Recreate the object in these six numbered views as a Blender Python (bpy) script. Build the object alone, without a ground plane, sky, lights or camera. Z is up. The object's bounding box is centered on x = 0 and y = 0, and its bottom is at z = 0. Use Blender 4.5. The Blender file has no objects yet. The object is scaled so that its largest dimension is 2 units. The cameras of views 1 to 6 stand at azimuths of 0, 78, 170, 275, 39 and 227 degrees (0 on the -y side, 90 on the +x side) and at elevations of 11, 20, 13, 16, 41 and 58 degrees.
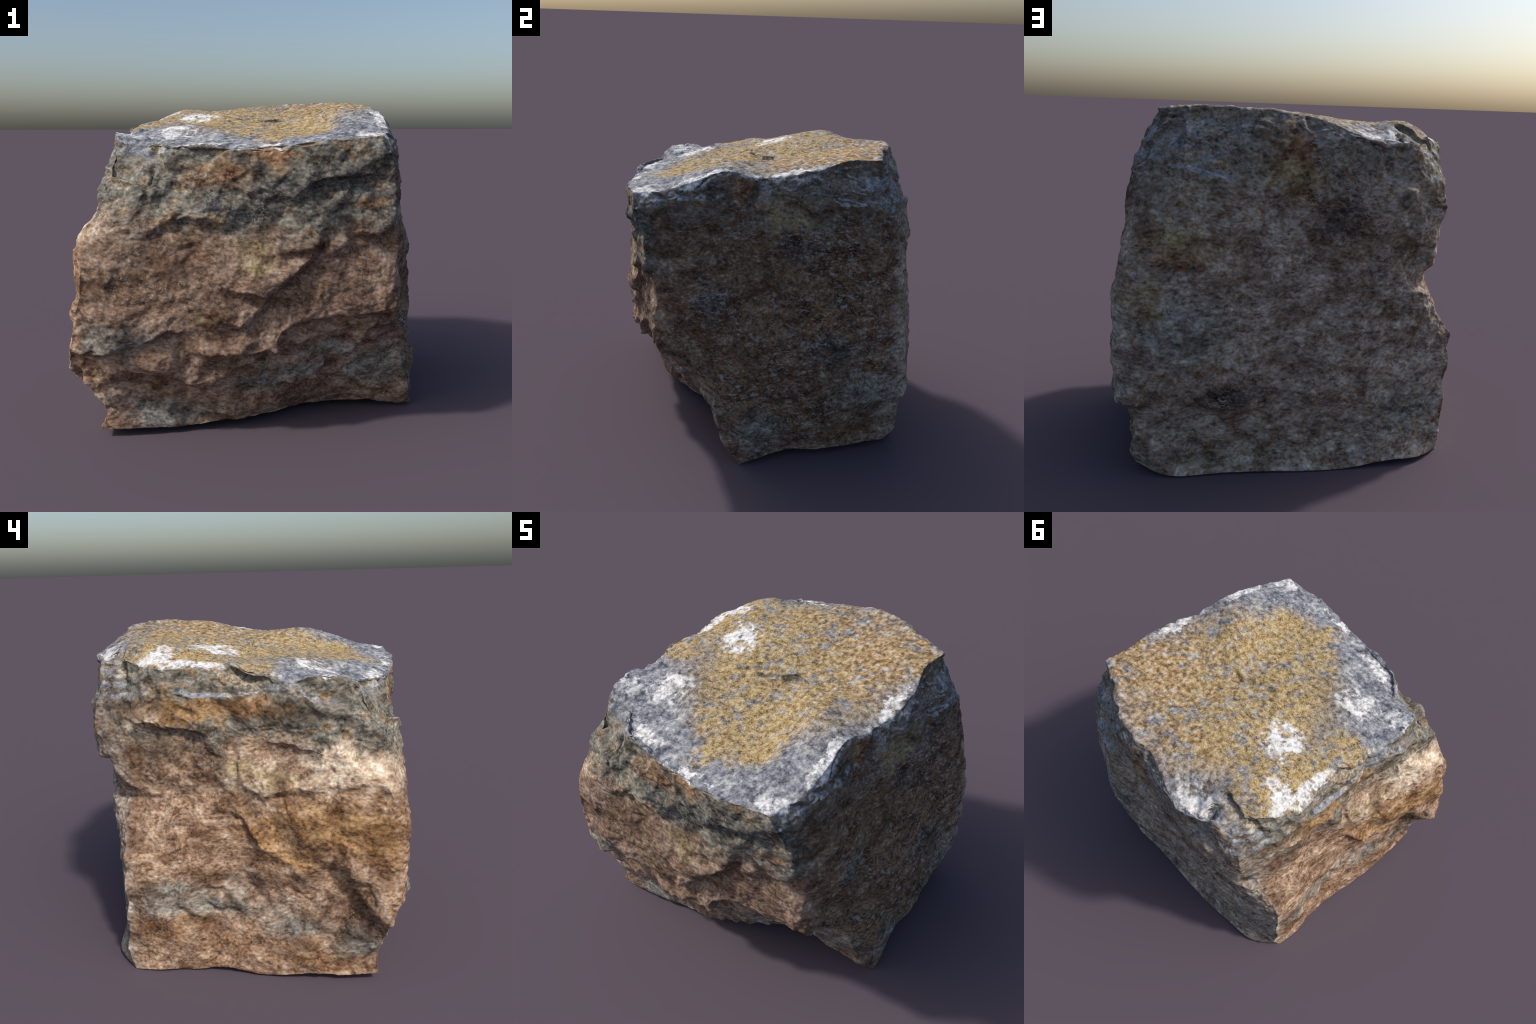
"""A squarish weathered boulder: grey slaty cap with yellow and white lichen on a
pink-brown gritty body.  The form is a loft through ten cross-sections (four
faces of six control points each) closed by a dished top; ledges, clefts and
blocks are cut into it as strokes, and fracture facets and grit are noise."""
import bpy, math
import numpy as np

# ----------------------------------------------------------------- profiles
# Cross-sections from the foot (first row) to the rim (last row).  Each face
# runs counter-clockwise seen from above and starts at its own corner edge.
FRONT_SECTIONS = [
    [(-0.86, -0.71, 0.06), (-0.62, -0.68, 0.06), (-0.39, -0.63, 0.06), (-0.15, -0.56, 0.06), (0.08, -0.48, 0.06), (0.25, -0.36, 0.06), (0.44, -0.30, 0.06), (0.68, -0.30, 0.06)],
    [(-0.83, -0.71, 0.17), (-0.68, -0.70, 0.10), (-0.45, -0.65, 0.07), (-0.20, -0.61, 0.07), (0.03, -0.54, 0.08), (0.24, -0.42, 0.10), (0.49, -0.32, 0.09), (0.71, -0.35, 0.11)],
    [(-0.91, -0.73, 0.29), (-0.76, -0.72, 0.24), (-0.52, -0.66, 0.20), (-0.26, -0.66, 0.18), (-0.02, -0.60, 0.17), (0.22, -0.52, 0.18), (0.45, -0.42, 0.22), (0.66, -0.40, 0.25)],
    [(-0.98, -0.75, 0.40), (-0.80, -0.77, 0.36), (-0.56, -0.73, 0.33), (-0.30, -0.72, 0.31), (-0.04, -0.67, 0.30), (0.19, -0.61, 0.31), (0.42, -0.53, 0.35), (0.64, -0.47, 0.40)],
    [(-0.98, -0.80, 0.54), (-0.80, -0.83, 0.51), (-0.56, -0.81, 0.48), (-0.30, -0.80, 0.47), (-0.06, -0.78, 0.46), (0.17, -0.70, 0.47), (0.40, -0.62, 0.50), (0.64, -0.58, 0.53)],
    [(-0.95, -0.82, 0.68), (-0.77, -0.85, 0.66), (-0.54, -0.84, 0.65), (-0.30, -0.85, 0.64), (-0.06, -0.83, 0.62), (0.15, -0.77, 0.62), (0.39, -0.70, 0.63), (0.63, -0.68, 0.63)],
    [(-0.91, -0.85, 0.86), (-0.72, -0.85, 0.84), (-0.51, -0.86, 0.83), (-0.28, -0.87, 0.83), (-0.06, -0.86, 0.80), (0.13, -0.81, 0.78), (0.36, -0.76, 0.77), (0.59, -0.73, 0.75)],
    [(-0.90, -0.84, 1.00), (-0.71, -0.85, 1.00), (-0.51, -0.85, 0.99), (-0.28, -0.86, 0.98), (-0.06, -0.86, 0.97), (0.14, -0.84, 0.94), (0.35, -0.79, 0.91), (0.58, -0.75, 0.85)],
    [(-0.90, -0.76, 1.15), (-0.76, -0.83, 1.16), (-0.52, -0.84, 1.14), (-0.29, -0.85, 1.14), (-0.08, -0.84, 1.12), (0.13, -0.83, 1.11), (0.34, -0.81, 1.09), (0.57, -0.76, 1.05)],
    [(-0.81, -0.77, 1.27), (-0.66, -0.81, 1.28), (-0.45, -0.82, 1.28), (-0.25, -0.85, 1.28), (-0.08, -0.82, 1.27), (0.10, -0.83, 1.26), (0.30, -0.84, 1.25), (0.53, -0.81, 1.24)],
    [(-0.80, -0.70, 1.40), (-0.57, -0.77, 1.42), (-0.41, -0.75, 1.45), (-0.25, -0.80, 1.44), (-0.10, -0.80, 1.42), (0.06, -0.83, 1.40), (0.27, -0.86, 1.41), (0.48, -0.84, 1.39)],
    [(-0.75, -0.62, 1.56), (-0.56, -0.62, 1.58), (-0.43, -0.73, 1.59), (-0.26, -0.77, 1.58), (-0.10, -0.81, 1.57), (0.04, -0.84, 1.55), (0.25, -0.87, 1.57), (0.45, -0.86, 1.57)],
    [(-0.75, -0.52, 1.66), (-0.58, -0.56, 1.62), (-0.45, -0.69, 1.59), (-0.29, -0.77, 1.59), (-0.11, -0.79, 1.59), (0.07, -0.83, 1.60), (0.25, -0.86, 1.62), (0.44, -0.85, 1.63)],
]
RIGHT_SECTIONS = [
    [(0.96, -0.26, 0.03), (0.95, -0.15, 0.05), (0.92, -0.02, 0.06), (0.91, 0.10, 0.06), (0.93, 0.22, 0.06), (0.93, 0.33, 0.06), (0.91, 0.43, 0.05), (0.91, 0.56, 0.06)],
    [(0.92, -0.35, 0.15), (0.96, -0.21, 0.11), (0.93, -0.06, 0.12), (0.93, 0.08, 0.11), (0.94, 0.22, 0.10), (0.93, 0.34, 0.12), (0.90, 0.46, 0.13), (0.91, 0.61, 0.16)],
    [(0.87, -0.39, 0.29), (0.94, -0.26, 0.27), (0.97, -0.10, 0.27), (0.97, 0.05, 0.26), (0.97, 0.20, 0.24), (0.96, 0.35, 0.24), (0.95, 0.49, 0.27), (0.92, 0.67, 0.32)],
    [(0.85, -0.42, 0.44), (0.91, -0.31, 0.42), (0.95, -0.17, 0.43), (0.98, 0.00, 0.43), (0.97, 0.18, 0.40), (0.96, 0.35, 0.39), (0.99, 0.51, 0.39), (0.98, 0.71, 0.41)],
    [(0.82, -0.50, 0.56), (0.89, -0.36, 0.55), (0.93, -0.20, 0.56), (0.97, -0.01, 0.57), (0.97, 0.19, 0.57), (0.98, 0.38, 0.59), (0.99, 0.56, 0.63), (0.98, 0.73, 0.64)],
    [(0.77, -0.62, 0.65), (0.83, -0.39, 0.64), (0.93, -0.19, 0.68), (0.97, 0.01, 0.70), (0.96, 0.22, 0.73), (0.97, 0.41, 0.77), (1.00, 0.58, 0.82), (0.97, 0.71, 0.83)],
    [(0.73, -0.73, 0.76), (0.83, -0.42, 0.76), (0.92, -0.19, 0.81), (0.95, 0.02, 0.84), (0.93, 0.23, 0.88), (0.94, 0.41, 0.93), (0.98, 0.57, 0.96), (0.98, 0.68, 0.96)],
    [(0.73, -0.74, 0.90), (0.84, -0.46, 0.87), (0.88, -0.21, 0.95), (0.90, 0.00, 0.99), (0.91, 0.21, 1.04), (0.92, 0.39, 1.09), (0.95, 0.55, 1.13), (0.96, 0.67, 1.12)],
    [(0.75, -0.73, 1.06), (0.84, -0.48, 1.07), (0.84, -0.26, 1.12), (0.84, -0.05, 1.16), (0.87, 0.15, 1.21), (0.90, 0.35, 1.26), (0.93, 0.52, 1.28), (0.93, 0.66, 1.27)],
    [(0.73, -0.76, 1.21), (0.79, -0.54, 1.30), (0.78, -0.35, 1.29), (0.80, -0.14, 1.33), (0.84, 0.06, 1.37), (0.87, 0.27, 1.42), (0.90, 0.47, 1.46), (0.90, 0.61, 1.43)],
    [(0.72, -0.79, 1.36), (0.76, -0.63, 1.42), (0.77, -0.43, 1.46), (0.77, -0.23, 1.49), (0.81, -0.03, 1.52), (0.84, 0.18, 1.57), (0.85, 0.39, 1.61), (0.87, 0.57, 1.59)],
    [(0.69, -0.82, 1.51), (0.73, -0.67, 1.58), (0.75, -0.48, 1.62), (0.73, -0.29, 1.65), (0.78, -0.11, 1.66), (0.83, 0.07, 1.68), (0.82, 0.28, 1.70), (0.80, 0.47, 1.73)],
    [(0.61, -0.84, 1.65), (0.68, -0.68, 1.67), (0.70, -0.50, 1.73), (0.70, -0.32, 1.78), (0.73, -0.15, 1.75), (0.77, 0.03, 1.77), (0.78, 0.21, 1.80), (0.74, 0.38, 1.84)],
]
BACK_SECTIONS = [
    [(0.88, 0.70, 0.05), (0.71, 0.80, 0.03), (0.46, 0.80, 0.03), (0.22, 0.81, 0.03), (0.02, 0.82, 0.02), (-0.20, 0.82, 0.02), (-0.42, 0.81, 0.04), (-0.62, 0.78, 0.04)],
    [(0.90, 0.75, 0.14), (0.75, 0.80, 0.07), (0.50, 0.78, 0.06), (0.27, 0.76, 0.07), (0.05, 0.77, 0.12), (-0.18, 0.77, 0.15), (-0.38, 0.78, 0.18), (-0.59, 0.75, 0.16)],
    [(0.89, 0.78, 0.29), (0.73, 0.81, 0.27), (0.49, 0.81, 0.26), (0.26, 0.79, 0.27), (0.05, 0.78, 0.30), (-0.18, 0.78, 0.31), (-0.42, 0.78, 0.29), (-0.64, 0.73, 0.28)],
    [(0.93, 0.79, 0.43), (0.71, 0.84, 0.45), (0.48, 0.86, 0.45), (0.26, 0.84, 0.46), (0.05, 0.83, 0.47), (-0.19, 0.81, 0.47), (-0.45, 0.78, 0.44), (-0.67, 0.72, 0.42)],
    [(0.89, 0.80, 0.67), (0.71, 0.87, 0.67), (0.50, 0.86, 0.64), (0.28, 0.85, 0.63), (0.05, 0.83, 0.62), (-0.20, 0.82, 0.62), (-0.45, 0.76, 0.60), (-0.67, 0.72, 0.59)],
    [(0.85, 0.78, 0.83), (0.69, 0.87, 0.82), (0.52, 0.85, 0.79), (0.31, 0.82, 0.77), (0.07, 0.82, 0.77), (-0.18, 0.81, 0.76), (-0.43, 0.78, 0.76), (-0.65, 0.72, 0.73)],
    [(0.90, 0.74, 0.99), (0.73, 0.83, 0.97), (0.55, 0.84, 0.93), (0.33, 0.82, 0.91), (0.09, 0.82, 0.90), (-0.16, 0.82, 0.90), (-0.39, 0.80, 0.90), (-0.59, 0.74, 0.88)],
    [(0.92, 0.72, 1.13), (0.75, 0.80, 1.10), (0.56, 0.86, 1.07), (0.34, 0.85, 1.06), (0.11, 0.84, 1.05), (-0.13, 0.83, 1.04), (-0.36, 0.81, 1.02), (-0.54, 0.75, 1.01)],
    [(0.89, 0.72, 1.26), (0.71, 0.80, 1.24), (0.52, 0.88, 1.24), (0.33, 0.86, 1.22), (0.12, 0.84, 1.21), (-0.11, 0.84, 1.20), (-0.33, 0.83, 1.19), (-0.51, 0.79, 1.18)],
    [(0.85, 0.71, 1.42), (0.64, 0.82, 1.43), (0.47, 0.88, 1.42), (0.31, 0.85, 1.40), (0.12, 0.83, 1.39), (-0.10, 0.86, 1.39), (-0.31, 0.87, 1.37), (-0.51, 0.85, 1.32)],
    [(0.82, 0.67, 1.58), (0.65, 0.77, 1.59), (0.45, 0.83, 1.60), (0.29, 0.85, 1.59), (0.11, 0.85, 1.59), (-0.09, 0.87, 1.58), (-0.29, 0.87, 1.58), (-0.49, 0.84, 1.53)],
    [(0.77, 0.60, 1.75), (0.61, 0.70, 1.75), (0.42, 0.79, 1.75), (0.27, 0.85, 1.75), (0.09, 0.84, 1.74), (-0.10, 0.87, 1.72), (-0.28, 0.85, 1.72), (-0.47, 0.81, 1.71)],
    [(0.76, 0.57, 1.84), (0.58, 0.63, 1.85), (0.42, 0.73, 1.85), (0.24, 0.79, 1.85), (0.05, 0.79, 1.83), (-0.13, 0.84, 1.77), (-0.29, 0.87, 1.70), (-0.45, 0.75, 1.72)],
]
LEFT_SECTIONS = [
    [(-0.78, 0.65, 0.02), (-0.80, 0.50, 0.03), (-0.78, 0.34, 0.04), (-0.79, 0.16, 0.06), (-0.82, -0.03, 0.05), (-0.84, -0.20, 0.05), (-0.85, -0.35, 0.06), (-0.86, -0.54, 0.06)],
    [(-0.78, 0.69, 0.11), (-0.80, 0.48, 0.08), (-0.78, 0.30, 0.04), (-0.79, 0.12, 0.06), (-0.82, -0.07, 0.04), (-0.85, -0.26, 0.06), (-0.86, -0.40, 0.08), (-0.85, -0.57, 0.08)],
    [(-0.79, 0.68, 0.24), (-0.81, 0.51, 0.20), (-0.80, 0.30, 0.15), (-0.79, 0.10, 0.12), (-0.83, -0.11, 0.13), (-0.85, -0.30, 0.16), (-0.85, -0.48, 0.18), (-0.86, -0.64, 0.21)],
    [(-0.79, 0.68, 0.38), (-0.82, 0.53, 0.36), (-0.78, 0.31, 0.31), (-0.75, 0.09, 0.29), (-0.80, -0.14, 0.30), (-0.83, -0.35, 0.32), (-0.86, -0.54, 0.35), (-0.92, -0.69, 0.37)],
    [(-0.81, 0.68, 0.54), (-0.82, 0.52, 0.52), (-0.78, 0.30, 0.49), (-0.74, 0.07, 0.47), (-0.78, -0.16, 0.48), (-0.83, -0.38, 0.50), (-0.89, -0.58, 0.53), (-0.97, -0.72, 0.54)],
    [(-0.79, 0.67, 0.70), (-0.80, 0.50, 0.69), (-0.78, 0.29, 0.66), (-0.79, 0.06, 0.66), (-0.82, -0.16, 0.67), (-0.88, -0.37, 0.69), (-0.94, -0.58, 0.70), (-0.97, -0.75, 0.70)],
    [(-0.72, 0.67, 0.83), (-0.75, 0.49, 0.85), (-0.75, 0.28, 0.83), (-0.78, 0.06, 0.83), (-0.83, -0.14, 0.85), (-0.90, -0.33, 0.88), (-0.95, -0.55, 0.89), (-0.95, -0.76, 0.87)],
    [(-0.64, 0.68, 0.99), (-0.70, 0.49, 1.02), (-0.73, 0.27, 1.00), (-0.76, 0.06, 1.00), (-0.82, -0.11, 1.02), (-0.87, -0.28, 1.04), (-0.94, -0.51, 1.05), (-0.97, -0.72, 1.03)],
    [(-0.64, 0.73, 1.14), (-0.73, 0.50, 1.17), (-0.76, 0.28, 1.17), (-0.78, 0.08, 1.17), (-0.80, -0.10, 1.17), (-0.82, -0.28, 1.14), (-0.87, -0.43, 1.13), (-0.93, -0.61, 1.14)],
    [(-0.66, 0.78, 1.31), (-0.74, 0.50, 1.35), (-0.75, 0.31, 1.34), (-0.77, 0.13, 1.35), (-0.71, -0.04, 1.33), (-0.74, -0.24, 1.29), (-0.80, -0.40, 1.27), (-0.84, -0.55, 1.27)],
    [(-0.65, 0.80, 1.47), (-0.73, 0.58, 1.44), (-0.74, 0.38, 1.44), (-0.77, 0.19, 1.49), (-0.74, 0.00, 1.41), (-0.77, -0.18, 1.38), (-0.80, -0.34, 1.37), (-0.80, -0.50, 1.40)],
    [(-0.60, 0.72, 1.62), (-0.69, 0.57, 1.62), (-0.75, 0.39, 1.63), (-0.74, 0.23, 1.60), (-0.77, 0.04, 1.58), (-0.78, -0.12, 1.55), (-0.80, -0.27, 1.55), (-0.79, -0.46, 1.57)],
    [(-0.60, 0.64, 1.74), (-0.68, 0.52, 1.71), (-0.74, 0.38, 1.70), (-0.71, 0.22, 1.71), (-0.70, 0.08, 1.68), (-0.73, -0.07, 1.64), (-0.76, -0.22, 1.63), (-0.78, -0.37, 1.67)],
]
TOP_GRID = [
    [(-0.59, -0.41, 1.65), (-0.36, -0.43, 1.65), (-0.22, -0.51, 1.66), (-0.04, -0.56, 1.65), (0.15, -0.60, 1.65), (0.34, -0.63, 1.66), (0.50, -0.63, 1.70)],
    [(-0.65, -0.23, 1.68), (-0.40, -0.32, 1.69), (-0.20, -0.35, 1.69), (-0.01, -0.38, 1.68), (0.18, -0.40, 1.68), (0.36, -0.43, 1.70), (0.52, -0.45, 1.75)],
    [(-0.75, -0.06, 1.68), (-0.44, -0.17, 1.71), (-0.20, -0.19, 1.71), (-0.01, -0.20, 1.71), (0.17, -0.22, 1.71), (0.34, -0.25, 1.74), (0.50, -0.28, 1.79)],
    [(-0.65, 0.07, 1.73), (-0.40, 0.00, 1.71), (-0.18, -0.01, 1.74), (0.00, -0.02, 1.74), (0.16, -0.04, 1.72), (0.32, -0.09, 1.76), (0.47, -0.13, 1.79)],
    [(-0.55, 0.17, 1.74), (-0.33, 0.16, 1.76), (-0.15, 0.17, 1.78), (0.01, 0.17, 1.78), (0.17, 0.14, 1.76), (0.34, 0.10, 1.76), (0.51, 0.06, 1.78)],
    [(-0.52, 0.32, 1.77), (-0.32, 0.36, 1.79), (-0.13, 0.40, 1.81), (0.02, 0.39, 1.81), (0.17, 0.37, 1.79), (0.36, 0.33, 1.80), (0.57, 0.27, 1.82)],
    [(-0.49, 0.59, 1.81), (-0.30, 0.64, 1.80), (-0.10, 0.63, 1.82), (0.04, 0.59, 1.84), (0.17, 0.59, 1.84), (0.36, 0.55, 1.84), (0.55, 0.47, 1.85)],
]
FINE = 32          # mesh cells between two neighbouring control points
FINE_Z = 22        # mesh cells between two neighbouring sections

# -------------------------------------------------------------------- noise
def _hash(ix, iy, iz, seed):
    h = (ix * 374761393 + iy * 668265263 + iz * 2147483647 + seed * 974711) & 0xFFFFFFFF
    h = ((h ^ (h >> 13)) * 1274126177) & 0xFFFFFFFF
    h = ((h ^ (h >> 16)) * 2246822519) & 0xFFFFFFFF
    return ((h ^ (h >> 15)) & 0xFFFFFF) / float(0xFFFFFF)

def vnoise(p, seed):
    """Smooth lattice noise in -1..1."""
    i = np.floor(p).astype(np.int64)
    f = p - i
    w = f * f * f * (f * (f * 6 - 15) + 10)
    out = np.zeros(len(p))
    for dx in (0, 1):
        wx = w[:, 0] if dx else 1 - w[:, 0]
        for dy in (0, 1):
            wy = w[:, 1] if dy else 1 - w[:, 1]
            for dz in (0, 1):
                wz = w[:, 2] if dz else 1 - w[:, 2]
                a = i + (dx, dy, dz)
                g = [_hash(a[:, 0], a[:, 1], a[:, 2], seed + k) * 2 - 1 for k in (0, 17, 31)]
                d = (f[:, 0] - dx) * g[0] + (f[:, 1] - dy) * g[1] + (f[:, 2] - dz) * g[2]
                out += wx * wy * wz * d
    return out * 1.5

def fbm(p, octaves, seed, gain=0.5):
    out = np.zeros(len(p)); a = 1.0
    for o in range(octaves):
        out += a * vnoise(p * (2.03 ** o) + 7.3 * o, seed + 101 * o)
        a *= gain
    return out

def facets(p, seed, tilt=1.0, step=0.35):
    """Broken-stone relief: every cell is its own tilted plane with a small step."""
    i = np.floor(p).astype(np.int64)
    best = np.full(len(p), 9.0); val = np.zeros(len(p))
    for dx in (-1, 0, 1):
        for dy in (-1, 0, 1):
            for dz in (-1, 0, 1):
                a = i + (dx, dy, dz)
                h = [_hash(a[:, 0], a[:, 1], a[:, 2], seed + k) for k in range(7)]
                d = p - a - np.stack(h[:3], 1)
                q = (d * d).sum(1)
                v = tilt * (d[:, 0] * (h[3] * 2 - 1) + d[:, 1] * (h[4] * 2 - 1)
                            + d[:, 2] * (h[5] * 2 - 1)) + step * (h[6] * 2 - 1)
                m = q < best
                best[m] = q[m]; val[m] = v[m]
    return val

def smoothstep(a, b, x):
    t = np.clip((x - a) / (b - a), 0, 1)
    return t * t * (3 - 2 * t)

# --------------------------------------------------------------------- loft
def spline_weights(n, t):
    """Catmull-Rom weights for n knots at the parameters t."""
    W = np.zeros((len(t), n))
    for r, tt in enumerate(t):
        i = min(int(tt), n - 2); f = tt - i
        w = (-.5*f + f*f - .5*f**3, 1 - 2.5*f*f + 1.5*f**3, .5*f + 2*f*f - 1.5*f**3, -.5*f*f + .5*f**3)
        for k, ww in zip(range(i - 1, i + 3), w):
            if k < 0:
                W[r, 0] += 2 * ww; W[r, 1] -= ww
            elif k > n - 1:
                W[r, n - 1] += 2 * ww; W[r, n - 2] -= ww
            else:
                W[r, k] += ww
    return W

def build_loft():
    """Vertices and quads of the closed block: walls, dished top, flat foot."""
    faces = [np.array(f) for f in (FRONT_SECTIONS, RIGHT_SECTIONS, BACK_SECTIONS, LEFT_SECTIONS)]
    levels, side = faces[0].shape[0], faces[0].shape[1]
    Wz = spline_weights(levels, np.linspace(0, levels - 1, (levels - 1) * FINE_Z + 1))
    Wa = spline_weights(side + 1, np.arange(side * FINE) / FINE)
    strips = []
    for s in range(4):
        ctl = np.concatenate([faces[s], faces[(s + 1) % 4][:, :1]], 1)
        strips.append(np.einsum('zl,ak,lkc->zac', Wz, Wa, ctl))
    wall = np.concatenate(strips, 1)
    nz, nr = wall.shape[:2]
    n = side * FINE
    verts = [wall.reshape(-1, 3)]
    idx = np.arange(nz * nr).reshape(nz, nr)
    nxt = np.roll(idx, -1, 1)
    quads = [np.stack([idx[:-1], nxt[:-1], nxt[1:], idx[1:]], -1).reshape(-1, 4)]

    def cap(ring, inner, flip, base):
        g = np.zeros((n + 1, n + 1, 3)); gi = np.zeros((n + 1, n + 1), int)
        k = np.arange(n)
        for arr, src in ((g, wall[ring]), (gi, idx[ring])):
            arr[k, 0] = src[k]; arr[n, k] = src[n + k]
            arr[n - k, n] = src[2 * n + k]; arr[0, n - k] = src[3 * n + k]
        u = np.linspace(0, 1, n + 1)[:, None, None]; v = np.linspace(0, 1, n + 1)[None, :, None]
        coons = ((1 - v) * g[:, :1] + v * g[:, -1:] + (1 - u) * g[:1] + u * g[-1:]
                 - ((1 - u) * (1 - v) * g[0, 0] + u * (1 - v) * g[-1, 0]
                    + (1 - u) * v * g[0, -1] + u * v * g[-1, -1]))
        if inner is not None:
            # bend the spanned sheet through the inner control points
            Wu = spline_weights(side + 1, np.linspace(0, side, n + 1))
            D = np.zeros((side + 1, side + 1, 3))
            for j in range(1, side):
                for i in range(1, side):
                    D[i, j] = np.array(inner[j - 1][i - 1]) - coons[i * FINE, j * FINE]
            coons = coons + np.einsum('ui,vj,ijc->uvc', Wu, Wu, D)
        gi[1:-1, 1:-1] = base + np.arange((n - 1) ** 2).reshape(n - 1, n - 1)
        q = np.stack([gi[:-1, :-1], gi[1:, :-1], gi[1:, 1:], gi[:-1, 1:]], -1).reshape(-1, 4)
        return coons[1:-1, 1:-1].reshape(-1, 3), (q[:, ::-1] if flip else q)

    tv, tq = cap(nz - 1, TOP_GRID, False, nz * nr)
    bv, bq = cap(0, None, True, nz * nr + (n - 1) ** 2)
    bv[:, 2] = np.maximum(bv[:, 2], 0.02) + 0.02
    return np.concatenate(verts + [tv, bv]), np.concatenate(quads + [tq, bq])

def normals(V, Q):
    fn = np.cross(V[Q[:, 2]] - V[Q[:, 0]], V[Q[:, 3]] - V[Q[:, 1]])
    N = np.zeros_like(V)
    for k in range(4):
        for c in range(3):
            N[:, c] += np.bincount(Q[:, k], fn[:, c], len(V))
    return N / np.maximum(np.linalg.norm(N, axis=1), 1e-12)[:, None]

def relax(V, Q, times, amount=0.5):
    cnt = np.zeros(len(V))
    for k in range(4):
        cnt += np.bincount(Q[:, k], minlength=len(V))
    for _ in range(times):
        acc = np.zeros_like(V)
        for k in range(4):
            for c in range(3):
                acc[:, c] += np.bincount(Q[:, k], V[Q[:, (k + 1) % 4], c] + V[Q[:, k - 1], c], len(V))
        V = V + amount * (acc / (2 * cnt)[:, None] - V)
    return V

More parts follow.
